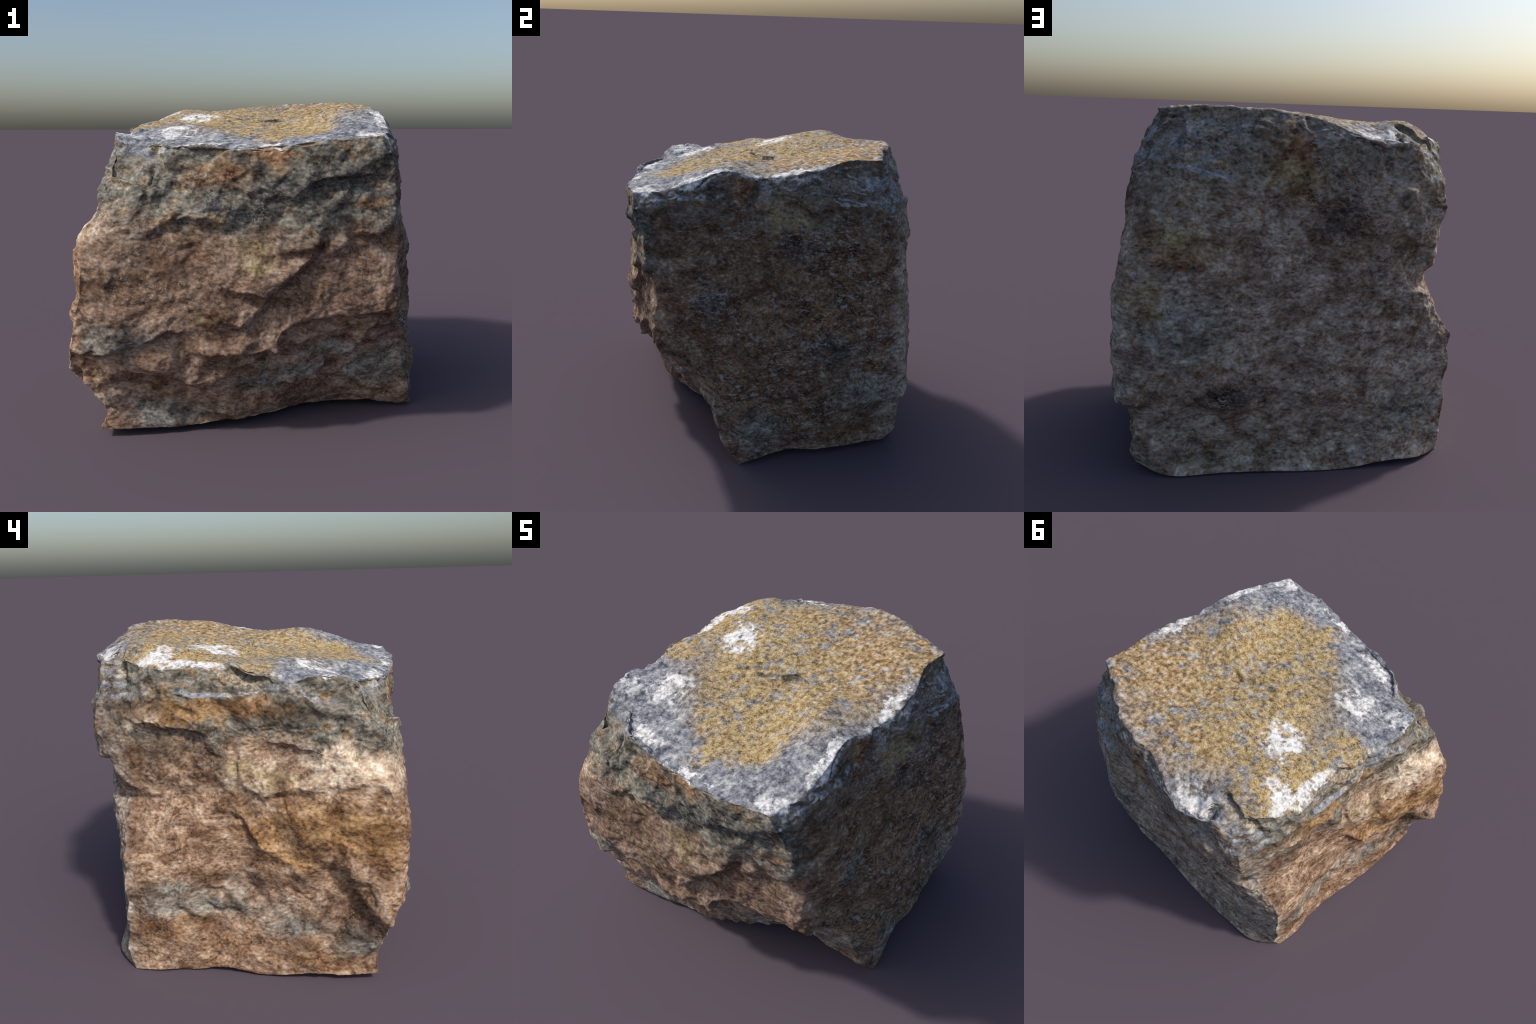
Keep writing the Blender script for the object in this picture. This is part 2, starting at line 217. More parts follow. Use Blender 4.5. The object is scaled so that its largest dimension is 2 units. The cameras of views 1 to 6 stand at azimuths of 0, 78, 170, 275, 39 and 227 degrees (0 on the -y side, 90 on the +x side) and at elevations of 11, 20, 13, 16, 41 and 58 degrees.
FRONT_MARKS = [
    ('ledge', -0.018, 0.01, 0.05, [(-0.44, -0.75, 1.45), (-0.34, -0.77, 1.45), (-0.22, -0.80, 1.44)]),
    ('ledge', 0.022, 0.012, 0.08, [(-0.21, -0.81, 1.43), (-0.08, -0.81, 1.38), (0.05, -0.83, 1.33), (0.19, -0.85, 1.34), (0.32, -0.86, 1.41), (0.39, -0.86, 1.44), (0.50, -0.85, 1.44), (0.61, -0.83, 1.43), (0.71, -0.81, 1.45)]),
    ('ledge', 0.026, 0.01, 0.05, [(-0.43, -0.72, 1.60), (-0.45, -0.73, 1.52), (-0.46, -0.76, 1.43)]),
    ('cleft', 0.022, 0.014, 0, [(-0.54, -0.61, 1.59), (-0.53, -0.70, 1.51), (-0.54, -0.78, 1.41)]),
    ('ledge', -0.036, 0.011, 0.07, [(-0.79, -0.69, 1.42), (-0.74, -0.69, 1.45), (-0.62, -0.75, 1.43), (-0.54, -0.79, 1.40)]),
    ('cleft', 0.014, 0.01, 0, [(-0.55, -0.80, 1.38), (-0.56, -0.82, 1.28), (-0.63, -0.83, 1.22), (-0.64, -0.84, 1.16)]),
    ('lump', 0.022, 0.045, 0, [(-0.52, -0.80, 1.36)]),
    ('ledge', 0.022, 0.016, 0.1, [(-0.57, -0.84, 1.16), (-0.42, -0.84, 1.22), (-0.32, -0.85, 1.23), (-0.22, -0.85, 1.20), (-0.11, -0.84, 1.17)]),
    ('lump', -0.016, 0.07, 0, [(-0.05, -0.83, 1.21)]),
    ('lump', 0.018, 0.05, 0, [(-0.12, -0.82, 1.29)]),
    ('ledge', 0.032, 0.014, 0.09, [(0.49, -0.82, 1.22), (0.53, -0.79, 1.15), (0.59, -0.77, 1.13), (0.68, -0.76, 1.16), (0.73, -0.76, 1.23)]),
    ('cleft', 0.022, 0.012, 0, [(0.51, -0.84, 1.41), (0.48, -0.84, 1.33), (0.45, -0.83, 1.28), (0.41, -0.83, 1.26)]),
    ('lump', 0.022, 0.04, 0, [(0.43, -0.84, 1.34)]),
    ('ledge', 0.022, 0.014, 0.07, [(0.12, -0.83, 1.05), (0.19, -0.82, 1.06), (0.28, -0.81, 1.08), (0.34, -0.81, 1.12), (0.35, -0.82, 1.18)]),
    ('ledge', -0.016, 0.012, 0.07, [(0.32, -0.81, 1.04), (0.39, -0.80, 1.10), (0.46, -0.80, 1.13), (0.54, -0.78, 1.12), (0.65, -0.75, 1.10)]),
    ('ledge', 0.035, 0.014, 0.09, [(-0.15, -0.87, 0.86), (-0.06, -0.86, 0.84), (0.05, -0.84, 0.81), (0.12, -0.83, 0.86), (0.21, -0.82, 0.94), (0.29, -0.81, 1.01), (0.33, -0.81, 1.07)]),
    ('cleft', 0.02, 0.016, 0, [(-0.06, -0.86, 0.83), (0.05, -0.84, 0.81), (0.12, -0.83, 0.85), (0.21, -0.82, 0.94), (0.29, -0.81, 1.01)]),
    ('ledge', 0.024, 0.014, 0.08, [(-0.19, -0.85, 0.67), (-0.09, -0.84, 0.67), (-0.01, -0.84, 0.72), (0.05, -0.83, 0.77), (0.09, -0.83, 0.82)]),
    ('ledge', 0.03, 0.018, 0.11, [(-0.97, -0.79, 0.50), (-0.87, -0.82, 0.50), (-0.73, -0.84, 0.53), (-0.64, -0.83, 0.55), (-0.55, -0.84, 0.60), (-0.44, -0.85, 0.63), (-0.33, -0.85, 0.64)]),
    ('ledge', 0.045, 0.016, 0.09, [(-0.30, -0.82, 0.51), (-0.15, -0.80, 0.50), (-0.01, -0.79, 0.52), (0.10, -0.75, 0.53), (0.14, -0.77, 0.61), (0.21, -0.76, 0.66)]),
    ('ledge', 0.028, 0.018, 0.1, [(0.21, -0.76, 0.66), (0.38, -0.73, 0.68), (0.53, -0.72, 0.70), (0.67, -0.72, 0.73), (0.90, -0.28, 0.60)]),
    ('ledge', 0.03, 0.014, 0.06, [(-0.24, -0.70, 0.28), (-0.11, -0.75, 0.40), (0.02, -0.75, 0.46), (0.17, -0.71, 0.50), (0.33, -0.68, 0.56), (0.48, -0.66, 0.58)]),
    ('ledge', 0.028, 0.012, 0.05, [(0.16, -0.60, 0.28), (0.28, -0.55, 0.27), (0.37, -0.52, 0.29), (0.40, -0.57, 0.38)]),
    ('ledge', 0.03, 0.012, 0.05, [(0.45, -0.56, 0.41), (0.55, -0.55, 0.44), (0.61, -0.58, 0.52), (0.62, -0.64, 0.59)]),
    ('ledge', 0.032, 0.012, 0.06, [(0.66, -0.43, 0.33), (0.50, -0.46, 0.29)]),
    ('ledge', 0.028, 0.014, 0.06, [(-0.30, -0.64, 0.10), (-0.07, -0.60, 0.12), (0.09, -0.55, 0.15), (0.18, -0.56, 0.21), (0.27, -0.53, 0.24), (0.47, -0.46, 0.28)]),
    ('ledge', 0.03, 0.02, 0.1, [(-0.67, -0.78, 0.39), (-0.53, -0.75, 0.37), (-0.39, -0.73, 0.32), (-0.24, -0.70, 0.28)]),
    ('lump', 0.012, 0.1, 0, [(-0.51, -0.66, 0.13)]),
    ('cleft', 0.006, 0.01, 0, [(-0.38, -0.86, 0.85), (-0.37, -0.86, 0.74), (-0.35, -0.85, 0.66)]),
    ('ledge', 0.018, 0.01, 0.05, [(0.51, -0.43, 0.26), (0.60, -0.38, 0.19), (0.67, -0.37, 0.14), (0.80, -0.37, 0.15)]),
]
LEFT_MARKS = [
    ('cleft', 0.02, 0.018, 0, [(-0.59, 0.65, 1.74), (-0.63, 0.64, 1.67), (-0.66, 0.63, 1.61)]),
    ('ledge', -0.02, 0.01, 0.05, [(-0.74, 0.40, 1.63), (-0.75, 0.34, 1.59), (-0.75, 0.23, 1.57), (-0.76, 0.14, 1.57), (-0.77, 0.06, 1.56), (-0.78, -0.01, 1.58)]),
    ('lump', -0.01, 0.06, 0, [(-0.73, 0.24, 1.65)]),
    ('ledge', -0.03, 0.012, 0.08, [(-0.75, 0.33, 1.48), (-0.77, 0.19, 1.45), (-0.74, 0.07, 1.42), (-0.71, -0.04, 1.36), (-0.75, -0.18, 1.35), (-0.79, -0.32, 1.33), (-0.81, -0.43, 1.28)]),
    ('ledge', 0.03, 0.012, 0.11, [(-0.72, 0.60, 1.43), (-0.74, 0.52, 1.41), (-0.74, 0.42, 1.39), (-0.75, 0.32, 1.38), (-0.76, 0.22, 1.37)]),
    ('cleft', 0.024, 0.014, 0, [(-0.75, 0.08, 1.43), (-0.75, 0.08, 1.35), (-0.77, 0.05, 1.26), (-0.78, 0.05, 1.16)]),
    ('lump', 0.02, 0.05, 0, [(-0.77, 0.14, 1.30)]),
    ('ledge', 0.024, 0.014, 0.09, [(-0.79, 0.00, 1.08), (-0.81, -0.09, 1.04), (-0.83, -0.18, 1.06), (-0.85, -0.25, 1.09), (-0.89, -0.40, 1.09), (-0.91, -0.51, 1.11), (-0.94, -0.60, 1.13), (-0.94, -0.69, 1.12), (-0.94, -0.77, 1.04)]),
    ('lump', 0.032, 0.045, 0, [(-0.84, -0.50, 1.25)]),
    ('cleft', 0.016, 0.01, 0, [(-0.82, -0.56, 1.32), (-0.84, -0.57, 1.26), (-0.87, -0.58, 1.22)]),
    ('cleft', 0.014, 0.01, 0, [(-0.84, -0.44, 1.20), (-0.86, -0.46, 1.18), (-0.88, -0.53, 1.20)]),
    ('ledge', 0.028, 0.012, 0.06, [(-0.75, 0.16, 0.94), (-0.76, 0.09, 0.92), (-0.78, 0.02, 0.92), (-0.79, -0.01, 0.87)]),
    ('lump', 0.025, 0.07, 0, [(-0.82, -0.12, 0.77)]),
    ('rib', 0.022, 0.03, 0, [(-0.79, -0.03, 0.89), (-0.82, -0.10, 0.78), (-0.84, -0.23, 0.69), (-0.83, -0.35, 0.57)]),
    ('cleft', 0.036, 0.055, 0, [(-0.88, -0.40, 0.68), (-0.88, -0.48, 0.59), (-0.88, -0.56, 0.50), (-0.91, -0.65, 0.40), (-0.92, -0.71, 0.31)]),
    ('ledge', 0.045, 0.02, 0.08, [(-0.92, -0.52, 0.68), (-0.90, -0.59, 0.53), (-0.92, -0.67, 0.43), (-0.95, -0.73, 0.36)]),
    ('lump', 0.02, 0.08, 0, [(-0.74, 0.11, 0.46)]),
    ('ledge', 0.022, 0.012, 0.05, [(-0.76, 0.23, 0.43), (-0.75, 0.13, 0.37), (-0.75, 0.03, 0.39), (-0.75, -0.02, 0.43)]),
    ('ledge', 0.016, 0.01, 0.05, [(-0.79, 0.39, 0.39), (-0.78, 0.33, 0.35), (-0.76, 0.23, 0.33), (-0.76, 0.21, 0.36)]),
    ('ledge', 0.024, 0.02, 0.09, [(-0.64, 0.74, 1.16), (-0.65, 0.66, 1.08), (-0.67, 0.57, 1.03), (-0.71, 0.46, 0.99)]),
    ('lump', -0.03, 0.08, 0, [(-0.75, 0.18, 1.06)]),
    ('ledge', -0.02, 0.012, 0.06, [(-0.75, -0.23, 1.64), (-0.79, -0.30, 1.59), (-0.80, -0.36, 1.55), (-0.79, -0.44, 1.51)]),
    ('ledge', -0.026, 0.012, 0.07, [(-0.79, -0.43, 1.52), (-0.79, -0.54, 1.49), (-0.79, -0.62, 1.44), (-0.80, -0.69, 1.39), (-0.80, -0.74, 1.33)]),
    ('cleft', 0.014, 0.009, 0, [(-0.75, -0.54, 1.65), (-0.76, -0.58, 1.58), (-0.77, -0.64, 1.49), (-0.70, -0.71, 1.44)]),
    ('cleft', 0.01, 0.008, 0, [(-0.75, -0.62, 1.56), (-0.72, -0.68, 1.46)]),
    ('cleft', 0.012, 0.012, 0, [(-0.79, -0.45, 1.51), (-0.80, -0.47, 1.41)]),
    ('cleft', 0.01, 0.008, 0, [(-0.74, -0.13, 1.64), (-0.77, -0.15, 1.60)]),
    ('ledge', 0.02, 0.012, 0.06, [(-0.80, -0.31, 1.19), (-0.82, -0.38, 1.18), (-0.84, -0.44, 1.20)]),
]
RIGHT_MARKS = [
    ('ledge', 0.018, 0.012, 0.07, [(0.81, -0.09, 1.32), (0.84, 0.04, 1.38), (0.87, 0.21, 1.33), (0.89, 0.35, 1.36)]),
    ('cleft', 0.01, 0.01, 0, [(0.91, 0.35, 1.11), (0.94, 0.40, 0.96), (0.96, 0.39, 0.81)]),
    ('ledge', -0.016, 0.012, 0.07, [(0.82, -0.54, 0.97), (0.85, -0.42, 0.88), (0.88, -0.29, 0.83)]),
    ('ledge', 0.018, 0.012, 0.06, [(0.81, -0.02, 1.64), (0.83, 0.15, 1.56), (0.85, 0.33, 1.58), (0.88, 0.49, 1.57)]),
    ('ledge', 0.016, 0.012, 0.07, [(0.93, -0.17, 0.56), (0.97, -0.01, 0.62), (0.97, 0.10, 0.57)]),
    ('cleft', 0.012, 0.012, 0, [(0.84, 0.07, 1.33), (0.86, 0.05, 1.16), (0.90, 0.09, 1.03)]),
    ('lump', 0.018, 0.09, 0, [(0.97, 0.49, 0.88)]),
    ('lump', -0.015, 0.09, 0, [(0.94, 0.10, 0.86)]),
    ('cleft', 0.038, 0.016, 0, [(0.74, -0.12, 1.74), (0.75, -0.16, 1.69), (0.76, -0.19, 1.61), (0.77, -0.20, 1.53)]),
    ('cleft', 0.01, 0.008, 0, [(0.79, -0.04, 1.70), (0.79, -0.08, 1.64), (0.79, -0.11, 1.59)]),
    ('cleft', 0.028, 0.03, 0, [(0.83, -0.24, 1.15), (0.85, -0.29, 1.04), (0.87, -0.32, 0.93), (0.86, -0.36, 0.82)]),
    ('ledge', 0.028, 0.014, 0.07, [(0.97, 0.18, 0.24), (0.97, 0.27, 0.30), (0.96, 0.38, 0.33), (0.99, 0.50, 0.37), (0.99, 0.65, 0.43)]),
    ('cleft', 0.016, 0.014, 0, [(1.00, 0.55, 0.76), (0.99, 0.63, 0.75), (0.97, 0.73, 0.75)]),
    ('ledge', 0.016, 0.01, 0.05, [(0.99, 0.49, 0.48), (0.99, 0.49, 0.57), (0.99, 0.48, 0.64)]),
    ('ledge', 0.016, 0.014, 0.06, [(0.55, -0.85, 1.49), (0.67, -0.82, 1.48), (0.72, -0.75, 1.50), (0.73, -0.70, 1.56)]),
    ('lump', 0.024, 0.09, 0, [(0.94, -0.26, 0.30)]),
    ('lump', -0.028, 0.09, 0, [(0.97, -0.03, 0.36)]),
    ('rib', 0.014, 0.02, 0, [(0.77, -0.65, 1.21), (0.79, -0.57, 1.24), (0.79, -0.46, 1.29)]),
    ('cleft', 0.012, 0.014, 0, [(0.74, -0.70, 1.44), (0.74, -0.73, 1.33), (0.74, -0.74, 1.21)]),
    ('ledge', 0.01, 0.008, 0.04, [(0.92, -0.19, 0.79), (0.94, -0.10, 0.82), (0.94, 0.01, 0.85), (0.94, 0.13, 0.86)]),
    ('lump', 0.02, 0.07, 0, [(0.84, -0.47, 1.02)]),
    ('lump', -0.015, 0.06, 0, [(0.91, 0.33, 1.08)]),
    ('ledge', 0.018, 0.01, 0.05, [(0.73, -0.62, 1.60), (0.75, -0.52, 1.61), (0.75, -0.39, 1.60)]),
]
BACK_MARKS = [
    ('ledge', 0.03, 0.012, 0.08, [(-0.31, 0.87, 1.52), (-0.30, 0.87, 1.60), (-0.28, 0.86, 1.68)]),
    ('ledge', 0.016, 0.01, 0.06, [(0.63, 0.71, 1.70), (0.56, 0.76, 1.69), (0.47, 0.78, 1.72), (0.37, 0.82, 1.71)]),
    ('cleft', 0.01, 0.01, 0, [(0.32, 0.84, 1.69), (0.30, 0.85, 1.58), (0.25, 0.85, 1.49), (0.26, 0.85, 1.41)]),
    ('ledge', 0.018, 0.012, 0.07, [(0.17, 0.84, 1.24), (0.06, 0.84, 1.26), (-0.08, 0.84, 1.20), (-0.20, 0.83, 1.13)]),
    ('ledge', -0.016, 0.012, 0.07, [(0.51, 0.88, 1.30), (0.37, 0.87, 1.35), (0.25, 0.85, 1.33), (0.12, 0.83, 1.36)]),
    ('cleft', 0.01, 0.012, 0, [(0.40, 0.82, 0.84), (0.38, 0.83, 0.74), (0.36, 0.86, 0.61)]),
    ('ledge', 0.016, 0.012, 0.07, [(0.15, 0.84, 0.60), (-0.02, 0.83, 0.62), (-0.18, 0.82, 0.56), (-0.34, 0.79, 0.57)]),
    ('ledge', 0.02, 0.014, 0.08, [(0.72, 0.83, 0.35), (0.58, 0.85, 0.41), (0.45, 0.84, 0.37)]),
    ('lump', 0.018, 0.12, 0, [(-0.05, 0.81, 0.43)]),
    ('lump', -0.016, 0.1, 0, [(0.31, 0.84, 1.00)]),
    ('lump', 0.016, 0.09, 0, [(0.68, 0.81, 1.39)]),
    ('cleft', 0.026, 0.02, 0, [(-0.43, 0.73, 1.74), (-0.40, 0.84, 1.67), (-0.39, 0.85, 1.61)]),
    ('cleft', 0.018, 0.014, 0, [(0.41, 0.74, 1.85), (0.41, 0.77, 1.80), (0.41, 0.79, 1.76)]),
    ('ledge', 0.014, 0.01, 0.05, [(0.63, 0.67, 1.77), (0.64, 0.73, 1.68), (0.63, 0.78, 1.58)]),
    ('cleft', 0.01, 0.008, 0, [(0.20, 0.80, 1.83), (0.22, 0.85, 1.76), (0.23, 0.85, 1.67), (0.24, 0.85, 1.58)]),
    ('cleft', 0.022, 0.018, 0, [(0.80, 0.69, 1.56), (0.83, 0.71, 1.48), (0.83, 0.73, 1.38), (0.83, 0.74, 1.28)]),
    ('ledge', -0.018, 0.01, 0.06, [(0.63, 0.78, 1.58), (0.54, 0.82, 1.56), (0.45, 0.85, 1.55), (0.41, 0.86, 1.51)]),
    ('ledge', 0.04, 0.016, 0.09, [(-0.41, 0.84, 1.26), (-0.53, 0.79, 1.20), (-0.65, 0.75, 1.22)]),
    ('ledge', -0.03, 0.016, 0.08, [(-0.45, 0.79, 1.06), (-0.53, 0.75, 0.99), (-0.66, 0.67, 0.93)]),
    ('ledge', -0.014, 0.012, 0.07, [(0.65, 0.87, 0.67), (0.54, 0.86, 0.69), (0.43, 0.86, 0.67), (0.39, 0.86, 0.62), (0.34, 0.85, 0.60)]),
    ('cleft', 0.018, 0.05, 0, [(0.39, 0.81, 0.27), (0.28, 0.81, 0.33), (0.16, 0.82, 0.39)]),
    ('ledge', 0.02, 0.016, 0.07, [(0.97, 0.73, 0.41), (0.89, 0.79, 0.38), (0.79, 0.82, 0.40)]),
    ('ledge', -0.016, 0.012, 0.07, [(-0.28, 0.87, 1.52), (-0.36, 0.87, 1.51), (-0.48, 0.85, 1.49)]),
    ('ledge', 0.014, 0.012, 0.07, [(0.09, 0.84, 1.47), (0.01, 0.85, 1.49), (-0.07, 0.86, 1.46), (-0.18, 0.87, 1.38)]),
    ('lump', 0.014, 0.1, 0, [(0.57, 0.87, 0.57)]),
    ('ledge', -0.012, 0.012, 0.06, [(-0.02, 0.82, 0.86), (-0.18, 0.82, 0.88), (-0.42, 0.80, 0.90), (-0.57, 0.75, 0.90)]),
    ('cleft', 0.012, 0.01, 0, [(-0.59, 0.65, 1.74), (-0.54, 0.75, 1.68), (-0.54, 0.79, 1.62)]),
    ('ledge', -0.015, 0.012, 0.06, [(0.87, 0.76, 1.00), (0.77, 0.81, 1.04), (0.67, 0.83, 1.08), (0.57, 0.86, 1.09)]),
]
TOP_MARKS = [
    ('cleft', 0.02, 0.009, 0, [(0.00, 0.00, 1.74), (-0.10, -0.01, 1.74), (-0.19, -0.05, 1.73)]),
    ('cleft', 0.016, 0.009, 0, [(-0.21, -0.53, 1.66), (-0.31, -0.51, 1.64), (-0.42, -0.54, 1.62)]),
    ('cleft', 0.034, 0.009, 0, [(-0.05, -0.04, 1.73), (-0.03, -0.03, 1.74), (0.08, 0.00, 1.73), (0.14, 0.03, 1.74), (0.22, 0.03, 1.74)]),
    ('cleft', 0.02, 0.01, 0, [(-0.44, -0.54, 1.62), (-0.35, -0.53, 1.63), (-0.24, -0.54, 1.65)]),
    ('cleft', 0.008, 0.014, 0, [(-0.61, -0.38, 1.65), (-0.56, -0.47, 1.64), (-0.59, -0.52, 1.63)]),
    ('cleft', 0.01, 0.007, 0, [(0.49, -0.80, 1.65), (0.55, -0.76, 1.66), (0.63, -0.76, 1.66)]),
    ('cleft', 0.01, 0.007, 0, [(0.61, -0.74, 1.66), (0.63, -0.66, 1.68), (0.65, -0.59, 1.70), (0.70, -0.54, 1.71)]),
    ('cleft', 0.024, 0.018, 0, [(-0.42, 0.66, 1.80), (-0.50, 0.68, 1.75), (-0.56, 0.70, 1.71)]),
    ('cleft', 0.016, 0.01, 0, [(-0.43, 0.65, 1.80), (-0.43, 0.72, 1.75), (-0.39, 0.78, 1.71)]),
    ('cleft', 0.014, 0.01, 0, [(-0.24, 0.71, 1.78), (-0.29, 0.76, 1.75), (-0.35, 0.82, 1.70)]),
    ('ledge', -0.015, 0.01, 0.05, [(-0.56, -0.19, 1.70), (-0.63, -0.21, 1.69), (-0.67, -0.25, 1.67)]),
    ('cleft', 0.008, 0.008, 0, [(-0.11, -0.07, 1.73), (-0.21, -0.05, 1.73)]),
    ('rib', 0.014, 0.03, 0, [(0.75, 0.57, 1.84), (0.55, 0.63, 1.85), (0.37, 0.75, 1.85), (0.18, 0.78, 1.84)]),
]

def carve(V, N):
    """Cut the marks into the block: ledges raise the stone on the left of their
    line and drop it on the right, clefts sink, ribs and lumps rise."""
    push = np.zeros(len(V))
    crisp = 1 + 0.15 * smoothstep(0.3, 0.8, -N[:, 1])      # the front is cut deepest
    wob = fbm(V * 9, 2, 77) * 0.018
    rag = np.clip(1 + 0.9 * fbm(V * 8, 3, 78), 0.25, 1.9)
    for marks in (FRONT_MARKS, RIGHT_MARKS, BACK_MARKS, LEFT_MARKS, TOP_MARKS):
        for kind, amount, width, reach, pts in marks:
            pts = np.array(pts)
            far = 3.5 * max(width, reach) + 0.02
            near = np.where(((V > pts.min(0) - far) & (V < pts.max(0) + far)).all(1))[0]
            p, n = V[near], N[near]
            if kind == 'lump':
                d = np.linalg.norm(p - pts[0], axis=1) + wob[near]
                push[near] += amount * np.exp(-(np.abs(d) / width) ** 3)
                continue
            best = np.full(len(p), 9.0); side = np.zeros(len(p)); along = np.zeros(len(p))
            seg = np.linalg.norm(np.diff(pts, axis=0), axis=1)
            total, done = seg.sum(), 0.0
            for a, b, s in zip(pts[:-1], pts[1:], seg):
                if s < 1e-6:
                    continue
                t = np.clip(((p - a) @ (b - a)) / s ** 2, 0, 1)
                off = p - (a + t[:, None] * (b - a))
                off -= (off * n).sum(1)[:, None] * n * 0.7
                d = np.linalg.norm(off, axis=1)
                m = d < best
                left = np.cross(n, (b - a) / s)
                best[m] = d[m]
                side[m] = (off * left).sum(1)[m]
                along[m] = (done + t * s)[m] / total
                done += s
            taper = np.clip(np.minimum(along, 1 - along) * 6, 0, 1) ** 0.5
            taper = 0.35 + 0.65 * taper
            if kind == 'ledge':
                s = np.sign(side) * best + wob[near]
                ends = np.exp(-(np.clip(best - np.abs(side), 0, 1) / 0.03) ** 2)
                push[near] += amount * rag[near] * taper * ends * np.tanh(s / width) * np.exp(-np.abs(s) / reach)
            else:
                g = np.exp(-(np.abs(best + wob[near] * 0.4) / width) ** 2) * taper * amount * rag[near]
                push[near] += g if kind == 'rib' else -g
    return V + N * (push * crisp)[:, None]


def shape_stone():
    V, Q = build_loft()
    V = relax(V, Q, 2)
    V = carve(V, normals(relax(V, Q, 14), Q))
    V = relax(V, Q, 2)
    N = normals(relax(V, Q, 8), Q)
    base = V.copy()
    warp = np.stack([fbm(base * 3 + k * 11, 2, 40 + k) for k in range(3)], 1)
    foot = smoothstep(0.0, 0.12, base[:, 2])
    top = smoothstep(0.55, 0.85, N[:, 2])
    # the broken front and left are lumpier than the worn right and back
    broken = smoothstep(-0.2, 0.5, -N[:, 0] * 0.7 - N[:, 1] * 0.7) * (1 - top)
    rough = (0.75 + 0.25 * broken) * (1 - 0.5 * top)
    strata = np.array([1.0, 1.0, 1.7])
    d = -0.006 + 0.010 * rough * facets(base * 5 * strata + warp * 0.8, 5, 0.8, 0.3)
    d += 0.008 * (1 - 0.3 * broken) * rough * facets(base * 12 * strata + warp * 1.2, 9, 0.8, 0.2)
    d += 0.014 * (1 - 0.7 * top) * fbm(base * 5, 3, 3)
    d += 0.012 * broken * (np.abs(vnoise(base * 5 + warp * 0.7, 61)) * 2.2 - 0.6)
    d += 0.005 * broken * (np.abs(vnoise(base * 12 + warp, 67)) * 2.2 - 0.6)
    d += 0.0028 * facets(base * 28 * strata + warp * 2, 13, 0.8, 0.2) * (0.4 + 0.8 * rough)
    worn = (1 - broken) * (1 - top)
    d += 0.012 * worn * facets(base * 7 * (1, 1, 1.3) + warp, 31, 0.9, 0.35)
    # crumbly lichen and grain on the top
    d += 0.0018 * top * facets(base * 45 + warp * 3, 37, 0.6, 0.5)
    V = V + N * (d * foot)[:, None]
    V = relax(V, Q, 2)
    N = normals(V, Q)
    V = V + N * (0.0028 * fbm(base * 38, 3, 23, 0.65) * foot)[:, None]
    V[:, 2] = np.maximum(V[:, 2], 0.0)
    V[:, 2] -= V[:, 2].min() * (1 - smoothstep(0.0, 0.2, V[:, 2]))
    return V, Q

# ----------------------------------------------------------------- material

class Nodes:
    """Short-hand for wiring shader nodes."""
    def __init__(self, tree):
        self.t = tree
    def new(self, kind, **props):
        n = self.t.nodes.new(kind)
        for k, v in props.items():
            setattr(n, k, v)
        return n
    def put(self, sock, v):
        if isinstance(v, bpy.types.NodeSocket):
            self.t.links.new(v, sock)
        elif sock.type == 'RGBA' and not isinstance(v, (int, float)) and len(v) == 3:
            sock.default_value = (*v, 1.0)
        else:
            sock.default_value = v
    def math(self, op, a, b=0.0, clamp=False):
        n = self.new('ShaderNodeMath', operation=op, use_clamp=clamp)
        self.put(n.inputs[0], a); self.put(n.inputs[1], b)
        return n.outputs[0]
    def vec(self, op, a, b=(0, 0, 0)):
        n = self.new('ShaderNodeVectorMath', operation=op)
        self.put(n.inputs[0], a); self.put(n.inputs[1], b)
        return n.outputs['Value'] if op in ('LENGTH', 'DOT_PRODUCT') else n.outputs[0]
    def noise(self, v, scale, detail=4.0, rough=0.55, warp=0.0):
        n = self.new('ShaderNodeTexNoise')
        self.put(n.inputs['Vector'], v)
        n.inputs['Scale'].default_value = scale; n.inputs['Detail'].default_value = detail
        n.inputs['Roughness'].default_value = rough; n.inputs['Distortion'].default_value = warp
        return n.outputs[0]
    def step(self, x, lo, hi, a=0.0, b=1.0):
        n = self.new('ShaderNodeMapRange', interpolation_type='SMOOTHSTEP')
        self.put(n.inputs[0], x); n.inputs[1].default_value = lo; n.inputs[2].default_value = hi
        n.inputs[3].default_value = a; n.inputs[4].default_value = b
        return n.outputs[0]
    def mix(self, f, a, b, mode='MIX'):
        n = self.new('ShaderNodeMix', data_type='RGBA', blend_type=mode)
        self.put(n.inputs[0], f); self.put(n.inputs[6], a); self.put(n.inputs[7], b)
        return n.outputs[2]
    def ramp(self, f, stops):
        n = self.new('ShaderNodeValToRGB'); r = n.color_ramp
        while len(r.elements) < len(stops):
            r.elements.new(0.5)
        for e, (p, c) in zip(r.elements, stops):
            e.position = p; e.color = (*c, 1.0)
        self.put(n.inputs[0], f)
        return n.outputs[0]

